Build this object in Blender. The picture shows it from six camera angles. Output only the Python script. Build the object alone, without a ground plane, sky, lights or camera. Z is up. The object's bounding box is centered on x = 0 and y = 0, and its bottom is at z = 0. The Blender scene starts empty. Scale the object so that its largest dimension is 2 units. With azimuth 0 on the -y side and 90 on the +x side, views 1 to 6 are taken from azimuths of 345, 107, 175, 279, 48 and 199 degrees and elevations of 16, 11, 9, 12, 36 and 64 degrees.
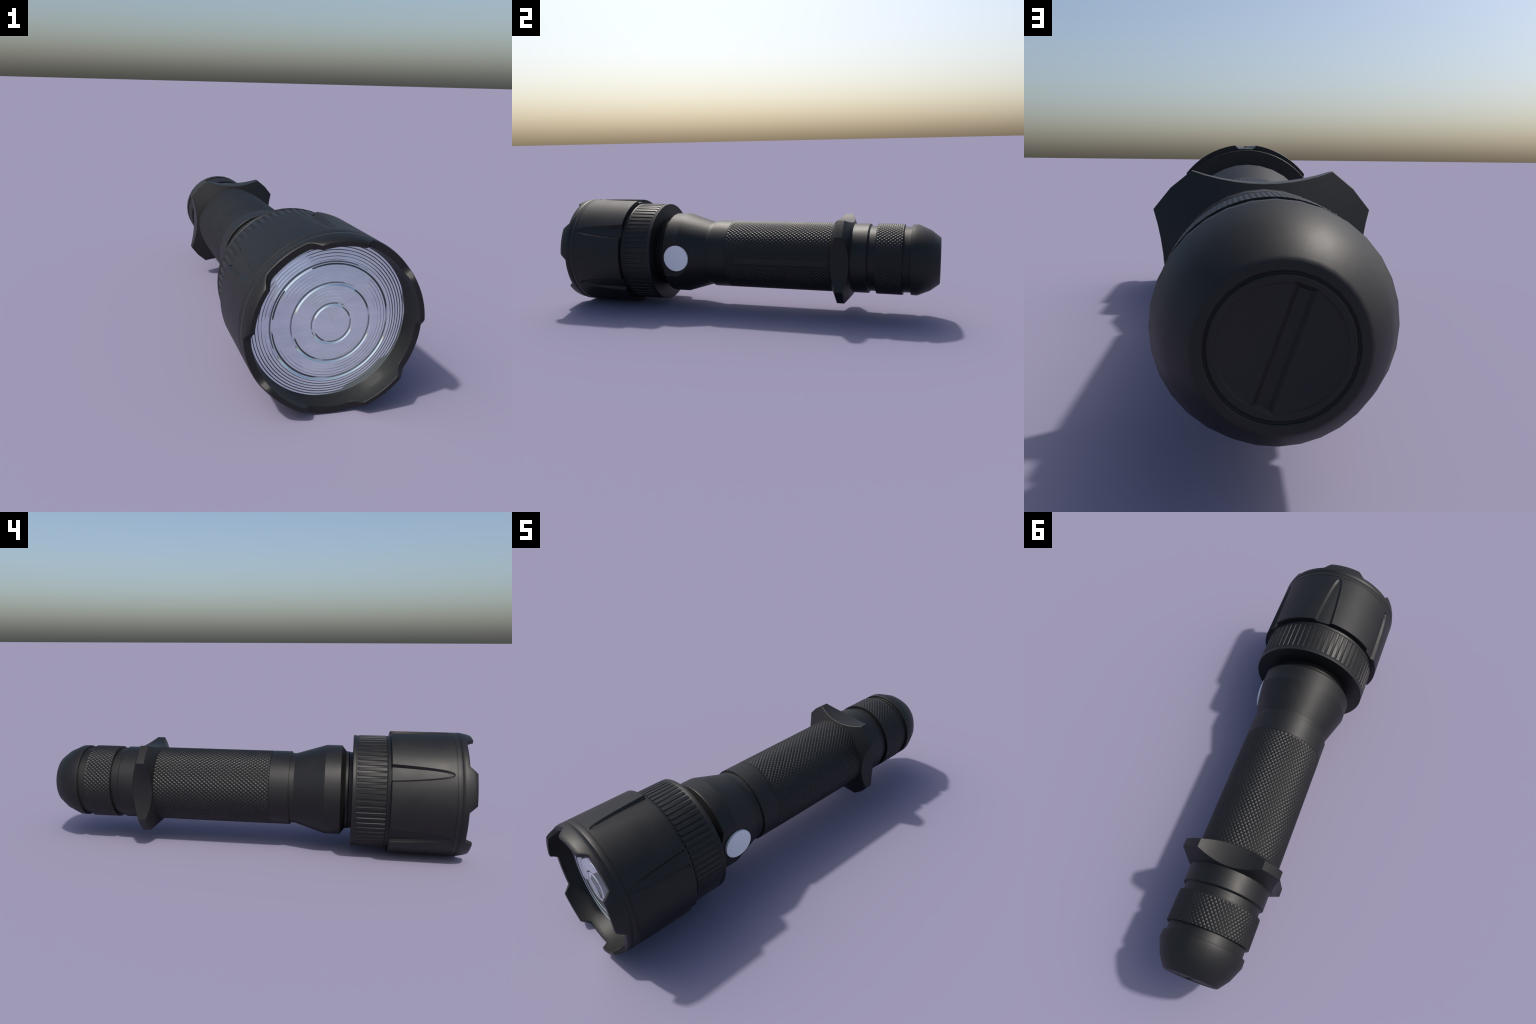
"""Black anodised hand torch lying on its toothed bezel.
The optical axis runs along y (lens at -y, tail at +y) at the height AXIS_Z.
Every turned part is a profile of (y, radius) pairs swept round that axis."""
import bpy, bmesh, math
from math import sin, cos, tan, radians, pi, sqrt, hypot

AXIS_Z = 0.2894
FACETS = 32                    # turned parts are 32-sided, smooth shaded


# ------------------------------------------------------------------ materials
def new_material(name):
    mat = bpy.data.materials.new(name)
    mat.use_nodes = True
    nt = mat.node_tree
    return mat, nt, nt.nodes["Principled BSDF"]


def coords(nt):
    return nt.nodes.get("Texture Coordinate") or nt.nodes.new("ShaderNodeTexCoord")


def noise(nt, scale, detail=4.0, rough=0.6):
    n = nt.nodes.new("ShaderNodeTexNoise")
    n.inputs["Scale"].default_value = scale
    n.inputs["Detail"].default_value = detail
    n.inputs["Roughness"].default_value = rough
    nt.links.new(coords(nt).outputs["Object"], n.inputs["Vector"])
    return n


def ramp(nt, src, p0, c0, p1, c1):
    r = nt.nodes.new("ShaderNodeValToRGB")
    r.color_ramp.elements[0].position, r.color_ramp.elements[0].color = p0, c0
    r.color_ramp.elements[1].position, r.color_ramp.elements[1].color = p1, c1
    nt.links.new(src, r.inputs["Fac"])
    return r


def black_finish(name, dark, light, rough_lo, rough_hi, grain=0.05, spec=0.43):
    """Matt black anodising: faint mottling, uneven gloss, fine grain."""
    mat, nt, p = new_material(name)
    mottling = noise(nt, 9.0, 5.0)
    speck = noise(nt, 170.0, 3.0)
    add = nt.nodes.new("ShaderNodeMath"); add.operation = "MULTIPLY_ADD"
    nt.links.new(speck.outputs["Fac"], add.inputs[0])
    add.inputs[1].default_value = 0.35
    nt.links.new(mottling.outputs["Fac"], add.inputs[2])
    col = ramp(nt, add.outputs[0], 0.45, (*dark, 1), 0.95, (*light, 1))
    nt.links.new(col.outputs["Color"], p.inputs["Base Color"])
    gloss = nt.nodes.new("ShaderNodeMapRange")
    gloss.inputs["From Min"].default_value, gloss.inputs["From Max"].default_value = 0.3, 0.7
    gloss.inputs["To Min"].default_value, gloss.inputs["To Max"].default_value = rough_lo, rough_hi
    nt.links.new(mottling.outputs["Fac"], gloss.inputs["Value"])
    nt.links.new(gloss.outputs["Result"], p.inputs["Roughness"])
    p.inputs["Specular IOR Level"].default_value = spec
    bump = nt.nodes.new("ShaderNodeBump")
    bump.inputs["Strength"].default_value = grain
    bump.inputs["Distance"].default_value = 0.002
    fine = noise(nt, 260.0, 2.0)
    nt.links.new(fine.outputs["Fac"], bump.inputs["Height"])
    nt.links.new(bump.outputs["Normal"], p.inputs["Normal"])
    return mat


BLACK = black_finish("black_anodised_metal", (0.0030, 0.0030, 0.0032), (0.0060, 0.0058, 0.0058), 0.46, 0.54, 0.05)
KNURL = black_finish("black_knurled_metal", (0.0030, 0.0030, 0.0032), (0.0060, 0.0058, 0.0058), 0.45, 0.52, 0.03)
RUBBER = black_finish("black_tail_rubber", (0.0034, 0.0034, 0.0036), (0.0066, 0.0064, 0.0064), 0.50, 0.57, 0.04)

MIRROR, _nt, _p = new_material("mirrored_lens_glass")
_n = noise(_nt, 22.0, 7.0, 0.7)
_stretch = _nt.nodes.new("ShaderNodeMapping")          # streaks drawn out across the glass
_stretch.inputs["Rotation"].default_value = (0.0, 0.7, 0.0)
_stretch.inputs["Scale"].default_value = (0.35, 1.0, 1.6)
_nt.links.new(coords(_nt).outputs["Object"], _stretch.inputs["Vector"])
_nt.links.new(_stretch.outputs["Vector"], _n.inputs["Vector"])
_c = ramp(_nt, _n.outputs["Fac"], 0.3, (0.66, 0.75, 0.78, 1), 0.75, (0.82, 0.90, 0.91, 1))
_nt.links.new(_c.outputs["Color"], _p.inputs["Base Color"])
_p.inputs["Metallic"].default_value = 0.88
_p.inputs["Roughness"].default_value = 0.05

WHITE, _nt, _p = new_material("white_button_plastic")
_n = noise(_nt, 60.0, 3.0)
_c = ramp(_nt, _n.outputs["Fac"], 0.3, (0.88, 0.88, 0.88, 1), 0.7, (0.92, 0.92, 0.92, 1))
_nt.links.new(_c.outputs["Color"], _p.inputs["Base Color"])
_p.inputs["Roughness"].default_value = 0.45


# ------------------------------------------------------------------ mesh helpers
torch = bpy.data.objects.new("flashlight", None)
torch.empty_display_size = 0.1
torch["label"] = "black knurled metal flashlight with toothed bezel and mirrored lens"
torch["category"] = "flashlight"
bpy.context.scene.collection.objects.link(torch)


def polar(r, deg, y):
    a = radians(deg)
    return (r * cos(a), y, AXIS_Z + r * sin(a))


def finish(me, name, mat, parent=torch, angle=32.0):
    bm = bmesh.new()
    bm.from_mesh(me)
    bmesh.ops.recalc_face_normals(bm, faces=bm.faces)
    bm.to_mesh(me)
    bm.free()
    me.name = name
    me.materials.clear()
    me.materials.append(mat)
    me.shade_smooth()
    me.set_sharp_from_angle(angle=radians(angle))
    ob = bpy.data.objects.new(name, me)
    bpy.context.scene.collection.objects.link(ob)
    ob.parent = parent
    return ob


def mesh_from(verts, faces):
    me = bpy.data.meshes.new("part")
    me.from_pydata(verts, [], faces)
    me.update()
    return me


def loft(rings, close_first=True, close_last=True):
    """Skin a list of equally long closed vertex rings; the ends get fans."""
    n = len(rings[0])
    verts = [v for ring in rings for v in ring]
    faces = []
    for k in range(len(rings) - 1):
        a, b = k * n, (k + 1) * n
        for i in range(n):
            j = (i + 1) % n
            faces.append((a + i, a + j, b + j, b + i))
    for want, ring, base in ((close_first, rings[0], 0), (close_last, rings[-1], (len(rings) - 1) * n)):
        if want:
            c = len(verts)
            verts.append(tuple(sum(v[k] for v in ring) / n for k in range(3)))
            faces += [(base + i, base + (i + 1) % n, c) for i in range(n)]
    return mesh_from(verts, faces)


def chamfered(profile, size):
    """Cut every inner corner of a (y, r) profile by `size` so edges catch light."""
    out = [profile[0]]
    for a, b, c in zip(profile, profile[1:], profile[2:]):
        la, lc = hypot(b[0] - a[0], b[1] - a[1]), hypot(c[0] - b[0], c[1] - b[1])
        turn = abs(math.atan2((b[0]-a[0])*(c[1]-b[1]) - (b[1]-a[1])*(c[0]-b[0]),
                              (b[0]-a[0])*(c[0]-b[0]) + (b[1]-a[1])*(c[1]-b[1])))
        s = min(size, la * 0.4, lc * 0.4)
        if turn < radians(25) or s < 1e-5:
            out.append(b)
            continue
        out.append((b[0] + (a[0] - b[0]) * s / la, b[1] + (a[1] - b[1]) * s / la))
        out.append((b[0] + (c[0] - b[0]) * s / lc, b[1] + (c[1] - b[1]) * s / lc))
    out.append(profile[-1])
    return out


def turned(profile, segments=FACETS, chamfer=0.0022):
    prof = chamfered(profile, chamfer)
    rings = [[polar(r, 360.0 * i / segments, y) for i in range(segments)] for y, r in prof]
    return loft(rings)


def cut(me, tool):
    """Subtract a tool mesh from a mesh (exact boolean) and return the result."""
    a, b = bpy.data.objects.new("work", me), bpy.data.objects.new("tool", tool)
    for o in (a, b):
        bpy.context.scene.collection.objects.link(o)
    for m in (me, tool):
        bm = bmesh.new(); bm.from_mesh(m)
        bmesh.ops.recalc_face_normals(bm, faces=bm.faces)
        bm.to_mesh(m); bm.free()
    mod = a.modifiers.new("cut", "BOOLEAN")
    mod.operation, mod.object, mod.solver = "DIFFERENCE", b, "EXACT"
    dg = bpy.context.evaluated_depsgraph_get()
    out = bpy.data.meshes.new_from_object(a.evaluated_get(dg))
    bpy.data.objects.remove(a)
    bpy.data.objects.remove(b)
    return out


# ------------------------------------------------------------------ head shell with six tapered flutes
HEAD_R, HEAD_REAR, HEAD_FRONT = 0.2894, -0.638, -0.9365
FLUTE_TIP, FLUTE_HALF, FLUTE_DEPTH = -0.903, 7.7, 0.0150


def flute_width(y):
    t = max(0.0, (y - FLUTE_TIP) / (HEAD_REAR - FLUTE_TIP))
    return max(0.12, FLUTE_HALF * t ** 0.42), 0.0045 * min(1.0, t / 0.012) + (FLUTE_DEPTH - 0.0045) * t ** 0.8


def head_ring(y, inset=0.0, flutes=True):
    w, depth = flute_width(y) if flutes else (0.12, 0.0)
    ring = []
    for k in range(6):
        mid = 30 + 60 * k
        wall = min(1.35, 0.6 * w)
        offsets = [-(w + wall * 0.4)] + [u * (w - wall) for u in (-1, -0.5, 0, 0.5, 1)] + [w + wall * 0.4]
        sinks = [0, 1, 1, 1, 1, 1, 0]
        edge = w + wall * 0.4
        lands = [edge + (60 - 2 * edge) * j / 12 for j in range(1, 12)]
        for o, s in zip(offsets, sinks):
            ring.append(polar(HEAD_R - inset - depth * s, mid + o, y))
        for o in lands:
            ring.append(polar(HEAD_R - inset, mid + o, y))
    return ring


def flat_ring(r, y):
    """Plain ring with the same vertex count as head_ring."""
    ring = []
    for v in head_ring(-0.93, 0.0, False):
        a = math.atan2(v[2] - AXIS_Z, v[0])
        ring.append((r * cos(a), y, AXIS_Z + r * sin(a)))
    return ring


rings = [flat_ring(0.250, HEAD_REAR), head_ring(HEAD_REAR, 0.0016), head_ring(HEAD_REAR - 0.0016)]
steps = 26
for i in range(1, steps + 1):
    t = 1 - (1 - i / steps) ** 1.0
    y = HEAD_REAR + (FLUTE_TIP - HEAD_REAR) * (1 - (1 - t) ** 2.2)
    if y < HEAD_REAR - 0.003:
        rings.append(head_ring(y))
for y, inset in ((-0.9125, 0), (-0.9135, 0.0014), (-0.9155, 0.0014), (-0.9165, 0.0002), (-0.934, 0.0002),
                 (HEAD_FRONT, 0.0016)):
    rings.append(head_ring(y, inset, False))
rings.append(flat_ring(0.272, HEAD_FRONT))
rings.append(flat_ring(0.250, HEAD_REAR - 0.01))
finish(loft(rings, False, False), "head_shell", BLACK)

# ------------------------------------------------------------------ bezel with five teeth
TOOTH_TIP, TOOTH_BASE, RIM_LOW, RIM_HIGH = 14.7, 20.6, -0.9665, -1.0


def bezel_outer(y):
    pts = ((-0.9355, 0.2872), (-0.9375, HEAD_R), (-0.953, HEAD_R), (-0.985, 0.2830), (-1.0, 0.2775))
    for (y0, r0), (y1, r1) in zip(pts, pts[1:]):
        if y >= y1:
            return r0 + (r1 - r0) * (y - y0) / (y1 - y0)
    return pts[-1][1]


def bezel_inner(y):
    pts = ((-0.89, 0.2525), (-0.955, 0.2640), (-0.985, 0.2645), (-1.0, 0.2615))
    for (y0, r0), (y1, r1) in zip(pts, pts[1:]):
        if y >= y1:
            return r0 + (r1 - r0) * (y - y0) / (y1 - y0)
    return pts[-1][1]


def rim_y(deg):
    d = abs(((deg - 90 + 36) % 72) - 36)
    if d <= TOOTH_TIP:
        return RIM_HIGH
    if d >= TOOTH_BASE:
        return RIM_LOW
    return RIM_HIGH + (RIM_LOW - RIM_HIGH) * (d - TOOTH_TIP) / (TOOTH_BASE - TOOTH_TIP)


angles = []
for k in range(5):
    mid = 90 + 72 * k
    for o in (-TOOTH_BASE, -TOOTH_TIP, -TOOTH_TIP / 3, TOOTH_TIP / 3, TOOTH_TIP, TOOTH_BASE):
        angles.append(mid + o)
    angles += [mid + TOOTH_BASE + (72 - 2 * TOOTH_BASE) * j / 3 for j in (1, 2)]
fine = []
for a, b in zip(angles, angles[1:] + [angles[0] + 360]):
    fine += [a + (b - a) * j / 3 for j in range(3)]
rows = []
START = -0.9358
rows.append([polar(0.272, a, START) for a in fine])
for y in (START, -0.9375, -0.953):
    rows.append([polar(bezel_outer(y), a, y) for a in fine])
EDGE = 0.0013
for f in (0.33, 0.66, 1.0):
    rows.append([polar(bezel_outer(-0.953 + (rim_y(a) + EDGE + 0.953) * f), a, -0.953 + (rim_y(a) + EDGE + 0.953) * f) for a in fine])
rows.append([polar(bezel_outer(rim_y(a)) - EDGE, a, rim_y(a)) for a in fine])
rows.append([polar(bezel_inner(rim_y(a)) + EDGE, a, rim_y(a)) for a in fine])
for f in (0.0, 0.33, 0.66, 1.0):
    rows.append([polar(bezel_inner(rim_y(a) + EDGE + (-0.945 - rim_y(a) - EDGE) * f), a,
                       rim_y(a) + EDGE + (-0.945 - rim_y(a) - EDGE) * f) for a in fine])
rows.append([polar(bezel_inner(-0.89), a, -0.89) for a in fine])
bezel = finish(loft(rows, False, False), "toothed_bezel", BLACK, angle=180)
# crisp rings along the rim, soft flanks where a tooth rises out of it
count = len(fine)
crisp = (0, 1, len(rows) - 7, len(rows) - 6, len(rows) - 5)
for e in bezel.data.edges:
    a, b = e.vertices[0] // count, e.vertices[1] // count
    if a == b and a in crisp:
        e.use_edge_sharp = True

# ------------------------------------------------------------------ ringed mirror lens
LENS_Y, LENS_R, DOME = -0.9350, 0.2570, 0.38          # apex, rim radius, dome: y = apex + DOME * r^2
BIG = ((0.0632, 0.0078, 38), (0.1278, 0.0080, 38), (0.1915, 0.0082, 38))    # radius, half width, slope


def lens_slope(r):
    """dy/dr of the ridges on the reflector: three V grooves and finer ridges between."""
    for c, h, deg in BIG:
        if abs(r - c) < h:
            u = (r - c) / h
            return tan(radians(deg)) * (1 if u < 0 else -1) * min(1.0, 3.5 * (1 - abs(u)), 5 * abs(u))
    if r > 0.2005:
        pitch, deg, share = 0.0095, 33, 0.36
    elif r > 0.136:
        pitch, deg, share = 0.0104, 18 + 12 * (r - 0.136) / 0.05, 0.20
    elif r > 0.071:
        pitch, deg, share = 0.0104, 15 + 4 * (r - 0.071) / 0.05, 0.20
    else:
        pitch, deg, share = 0.0075, 13, 0.26
    u = (r / pitch) % 1.0
    if u > share:                                   # gentle way back of each saw-tooth ridge
        return -tan(radians(3))
    return tan(radians(deg)) * sqrt(sin(pi * u / share))


seg, STEP = 128, 0.0004
rings, slopes, r, depth = [], [], 0.0, 0.0
while r < LENS_R:
    rr = max(r, 0.0003)
    rings.append([polar(rr, 360 * i / seg, LENS_Y + depth + DOME * r * r) for i in range(seg)])
    slopes.append(lens_slope(rr) - 1.2 * max(0.0, r - 0.15))       # the polished face reflects almost flat
    depth += 0.12 * lens_slope(r + STEP / 2) * STEP
    r += STEP
lens = finish(loft(rings, True, False), "reflector_lens", MIRROR, angle=179)
normals = []
for m in slopes:
    k = 1 / sqrt(1 + m * m)
    normals += [(m * k * cos(2 * pi * i / seg), -k, m * k * sin(2 * pi * i / seg)) for i in range(seg)]
normals.append((0.0, -1.0, 0.0))
lens.data.normals_split_custom_set_from_vertices(normals)

# ------------------------------------------------------------------ ribbed focusing collar
COLLAR_R, FLOOR_R = 0.2662, 0.2638
collar = finish(turned([(-0.4685, 0.0), (-0.4685, COLLAR_R), (-0.4840, COLLAR_R), (-0.4855, FLOOR_R), (-0.6205, FLOOR_R),
                        (-0.6220, COLLAR_R), (-0.660, COLLAR_R), (-0.660, 0.0)], 64, 0.0016),
                "focusing_collar", BLACK)
RIBS = 64
pitch = 360.0 / RIBS
rows = []
for y, lift in ((-0.4862, -0.0032), (-0.4975, 0.0004), (-0.6180, 0.0004), (-0.6196, -0.0032)):
    top = COLLAR_R + lift
    rows.append([(top * cos(radians(d)), y, top * sin(radians(d)))
                 for d in (-0.27 * pitch, 0.0, 0.27 * pitch)])
verts, faces = [], []
for row in rows:
    for p in row:
        verts.append(p)
    lo = FLOOR_R - 0.002
    for d in (0.40 * pitch, -0.40 * pitch):
        verts.append((lo * cos(radians(d)), row[0][1], lo * sin(radians(d))))
for k in range(3):
    for i in range(5):
        j = (i + 1) % 5
        faces.append((k * 5 + i, k * 5 + j, k * 5 + 5 + j, k * 5 + 5 + i))
faces += [(0, 1, 2, 3, 4), (19, 18, 17, 16, 15)]
rib = finish(mesh_from(verts, faces), "collar_rib", BLACK, collar, 40)
for k in range(RIBS):
    o = rib if k == 0 else rib.copy()
    if k:
        bpy.context.scene.collection.objects.link(o)
    o.location = (0, 0, AXIS_Z)
    o.rotation_euler = (0, -radians(pitch * (k + 0.8)), 0)

# ------------------------------------------------------------------ switch housing: neck, shoulder, cone, flat
me = turned([(-0.50, 0.0), (-0.50, 0.1835), (-0.4520, 0.1835), (-0.4505, 0.1868), (-0.4375, 0.1868), (-0.4165, 0.2154), (-0.3435, 0.2154),
             (-0.1985, 0.1708), (-0.165, 0.1708), (-0.165, 0.0)], FACETS, 0.0015)
FLAT_X = 0.1905
bm = bmesh.new()
bm.from_mesh(me)
bmesh.ops.recalc_face_normals(bm, faces=bm.faces)
res = bmesh.ops.bisect_plane(bm, geom=bm.verts[:] + bm.edges[:] + bm.faces[:], plane_co=(FLAT_X, 0, 0),
                             plane_no=(1, 0, 0), clear_outer=True)
bmesh.ops.holes_fill(bm, edges=[e for e in bm.edges if e.is_boundary], sides=0)
bm.to_mesh(me)
bm.free()
finish(me, "switch_housing", BLACK, angle=14)

# white push button on the flat
BUTTON_R, BUTTON_Y, BUTTON_TOP = 0.0685, -0.3475, 0.2020
rings = []
for x, r in ((FLAT_X - 0.01, BUTTON_R), (BUTTON_TOP - 0.0012, BUTTON_R), (BUTTON_TOP, BUTTON_R - 0.0015)):
    rings.append([(x, BUTTON_Y + r * cos(2 * pi * i / 24), AXIS_Z + r * sin(2 * pi * i / 24)) for i in range(24)])
finish(loft(rings), "push_button", WHITE)

# ------------------------------------------------------------------ knurled surfaces
def knurled(y0, y1, radius, depth, pitch_y, pitch_deg, phase_y, phase_deg, fineness=3, slot=None, lip=0.0):
    """Cylinder covered with diamond pyramids; `slot` = (y0, y1, mid_deg, half_deg, depth) stays smooth."""
    dphi = pitch_deg / 2 / fineness
    n = round(360 / dphi)
    dy = pitch_y / 2 / fineness
    ys = [y0]
    k = math.ceil((y0 - phase_y) / dy + 0.3)
    while phase_y + k * dy < y1 - 0.3 * dy:
        ys.append(phase_y + k * dy)
        k += 1
    ys.append(y1)
    verts, level = [], []
    for y in ys:
        for i in range(n):
            deg = phase_deg + i * dphi
            u = (y - phase_y) / (pitch_y / 2)
            v = (deg - phase_deg) / (pitch_deg / 2)
            # distance to the nearest peak of the staggered lattice, 0 at peak, 1 in the groove
            p, q = (u + v) / 2, (u - v) / 2
            p, q = abs(p - round(p)), abs(q - round(q))
            h = 1 - 2 * max(p, q)
            h = max(0.0, h)
            hh = h * (1.3 - 0.3 * h)
            rr = radius - depth * (1 - hh)
            if slot:
                sy0, sy1, mid, half, sink = slot
                d = (deg - mid + 180) % 360 - 180
                if sy0 <= y <= sy1 and abs(d) <= half:
                    rr, h = radius - sink, 0.5
                elif sy0 - 1.5 * dy <= y <= sy1 + 1.5 * dy and abs(d) <= half + 1.2 * dphi:
                    rr, h = radius - 0.0005, 0.5
            if y in (y0, y1):
                rr, h = radius - 0.4 * depth, 0.5           # clean turned ends
            verts.append(polar(rr, deg, y))
            level.append(round(h, 4))
    faces = []
    for r in range(len(ys) - 1):
        for i in range(n):
            j = (i + 1) % n
            a, b, c, d = r * n + i, r * n + j, (r + 1) * n + j, (r + 1) * n + i
            if level[a] + level[c] <= level[b] + level[d]:
                faces += [(a, b, c), (a, c, d)]
            else:
                faces += [(b, c, d), (b, d, a)]
    # inner skirt so that the sleeve is a closed tube
    base = len(verts)
    for y in (y1, y0):
        verts += [polar(radius - 0.02, phase_deg + i * dphi, y) for i in range(n)]
    last = (len(ys) - 1) * n
    for i in range(n):
        j = (i + 1) % n
        faces.append((last + i, last + j, base + j, base + i))
        faces.append((base + i, base + j, base + n + j, base + n + i))
        faces.append((base + n + i, base + n + j, j, i))
    return mesh_from(verts, faces)


# main tube: plain front sleeve, then the knurled grip
finish(turned([(-0.1757, 0.0), (-0.1757, 0.1794), (-0.0838, 0.1794), (-0.0838, 0.1700), (0.50, 0.1700), (0.50, 0.0)],
              FACETS, 0.0012), "front_sleeve", BLACK)
finish(knurled(-0.0836, 0.505, 0.1798, 0.0032, 0.0224, 6.0, 0.3943, -1.5, 3,
               slot=(-0.024, 0.449, -0.5, 5.6, 0.0030)), "knurled_grip", KNURL, angle=38)

# ------------------------------------------------------------------ four-lobed anti-roll guard
GUARD_Y, LOBE_R, SCALLOP_MID, SCALLOP_R = 0.5237, 0.2512, 0.1860, 0.419


def guard_half(r):
    return 0.0190 + (LOBE_R - r) * 0.444


outline = []
end = radians(57)
half_chord = LOBE_R * cos(end)
for k in range(4):
    turn = radians(90 * k)
    pts = [(LOBE_R * cos(radians(d)), LOBE_R * sin(radians(d))) for d in (33, 45)]
    for i in range(11):
        x = half_chord - 2 * half_chord * i / 10
        centre = SCALLOP_MID + SCALLOP_R
        pts.append((x, LOBE_R * sin(end) + (sqrt(SCALLOP_R ** 2 - half_chord ** 2) - sqrt(SCALLOP_R ** 2 - x ** 2))))
    pts = pts[:-1]                 # last point opens the next lobe
    for x, z in pts:
        outline.append((x * cos(turn) - z * sin(turn), x * sin(turn) + z * cos(turn)))
# the lobe's closing point (57 deg) starts each scallop; the next lobe starts where it ends
bore = 0.165
rows = [[], [], [], [], [], []]
for x, z in outline:
    r = hypot(x, z)
    cx, cz = x / r, z / r
    b = 0.0012
    h, hb = guard_half(r), guard_half(bore)
    for row, (rr, y) in zip(rows, ((bore, GUARD_Y - hb), (r - b, GUARD_Y - h - b * 0.3), (r, GUARD_Y - h + b),
                                   (r, GUARD_Y + h - b), (r - b, GUARD_Y + h + b * 0.3), (bore, GUARD_Y + hb))):
        row.append((cx * rr, y, AXIS_Z + cz * rr))
rows.append(rows[0])
finish(loft(rows, False, False), "guard_ring", BLACK, angle=20)

# ------------------------------------------------------------------ tail: sleeve, knurled band, cap
finish(turned([(0.50, 0.0), (0.50, 0.1782), (0.6545, 0.1782), (0.6545, 0.1663), (0.71, 0.1663), (0.71, 0.0)],
              FACETS, 0.0035), "tail_sleeve", BLACK)
finish(knurled(0.6925, 0.8228, 0.1798, 0.0031, 0.0212, 6.0, 0.7464, -1.0, 3), "knurled_tail_band", KNURL, angle=38)

cap = [(0.80, 0.0), (0.80, 0.1662), (0.8625, 0.1662), (0.8625, 0.1782), (0.8930, 0.1782), (0.9540, 0.1510),
       (0.9960, 0.1185), (1.0, 0.1130), (1.0, 0.1005), (0.9965, 0.0990), (0.9965, 0.0965), (1.0, 0.0950), (1.0, 0.0850),
       (0.9980, 0.0838), (0.9980, 0.0)]
me = turned(cap, FACETS, 0.0014)
# coin slot across the end face
length, width, lean = 0.166, 0.026, radians(109.5)
verts = []
for y in (0.9928, 1.0008):
    for s, t in ((-1, -1), (1, -1), (1, 1), (-1, 1)):
        flare = 0.0036 if y > 1 else -0.0036          # sloping slot walls
        a, b = s * (length / 2 + flare), t * (width / 2 + flare * 1.3)
        verts.append((a * cos(lean) - b * sin(lean) - 0.0017, y, AXIS_Z + a * sin(lean) + b * cos(lean)))
tool = mesh_from(verts, [(0, 1, 2, 3), (4, 5, 6, 7), (0, 1, 5, 4), (1, 2, 6, 5), (2, 3, 7, 6), (3, 0, 4, 7)])
finish(cut(me, tool), "tail_cap", RUBBER, angle=30)
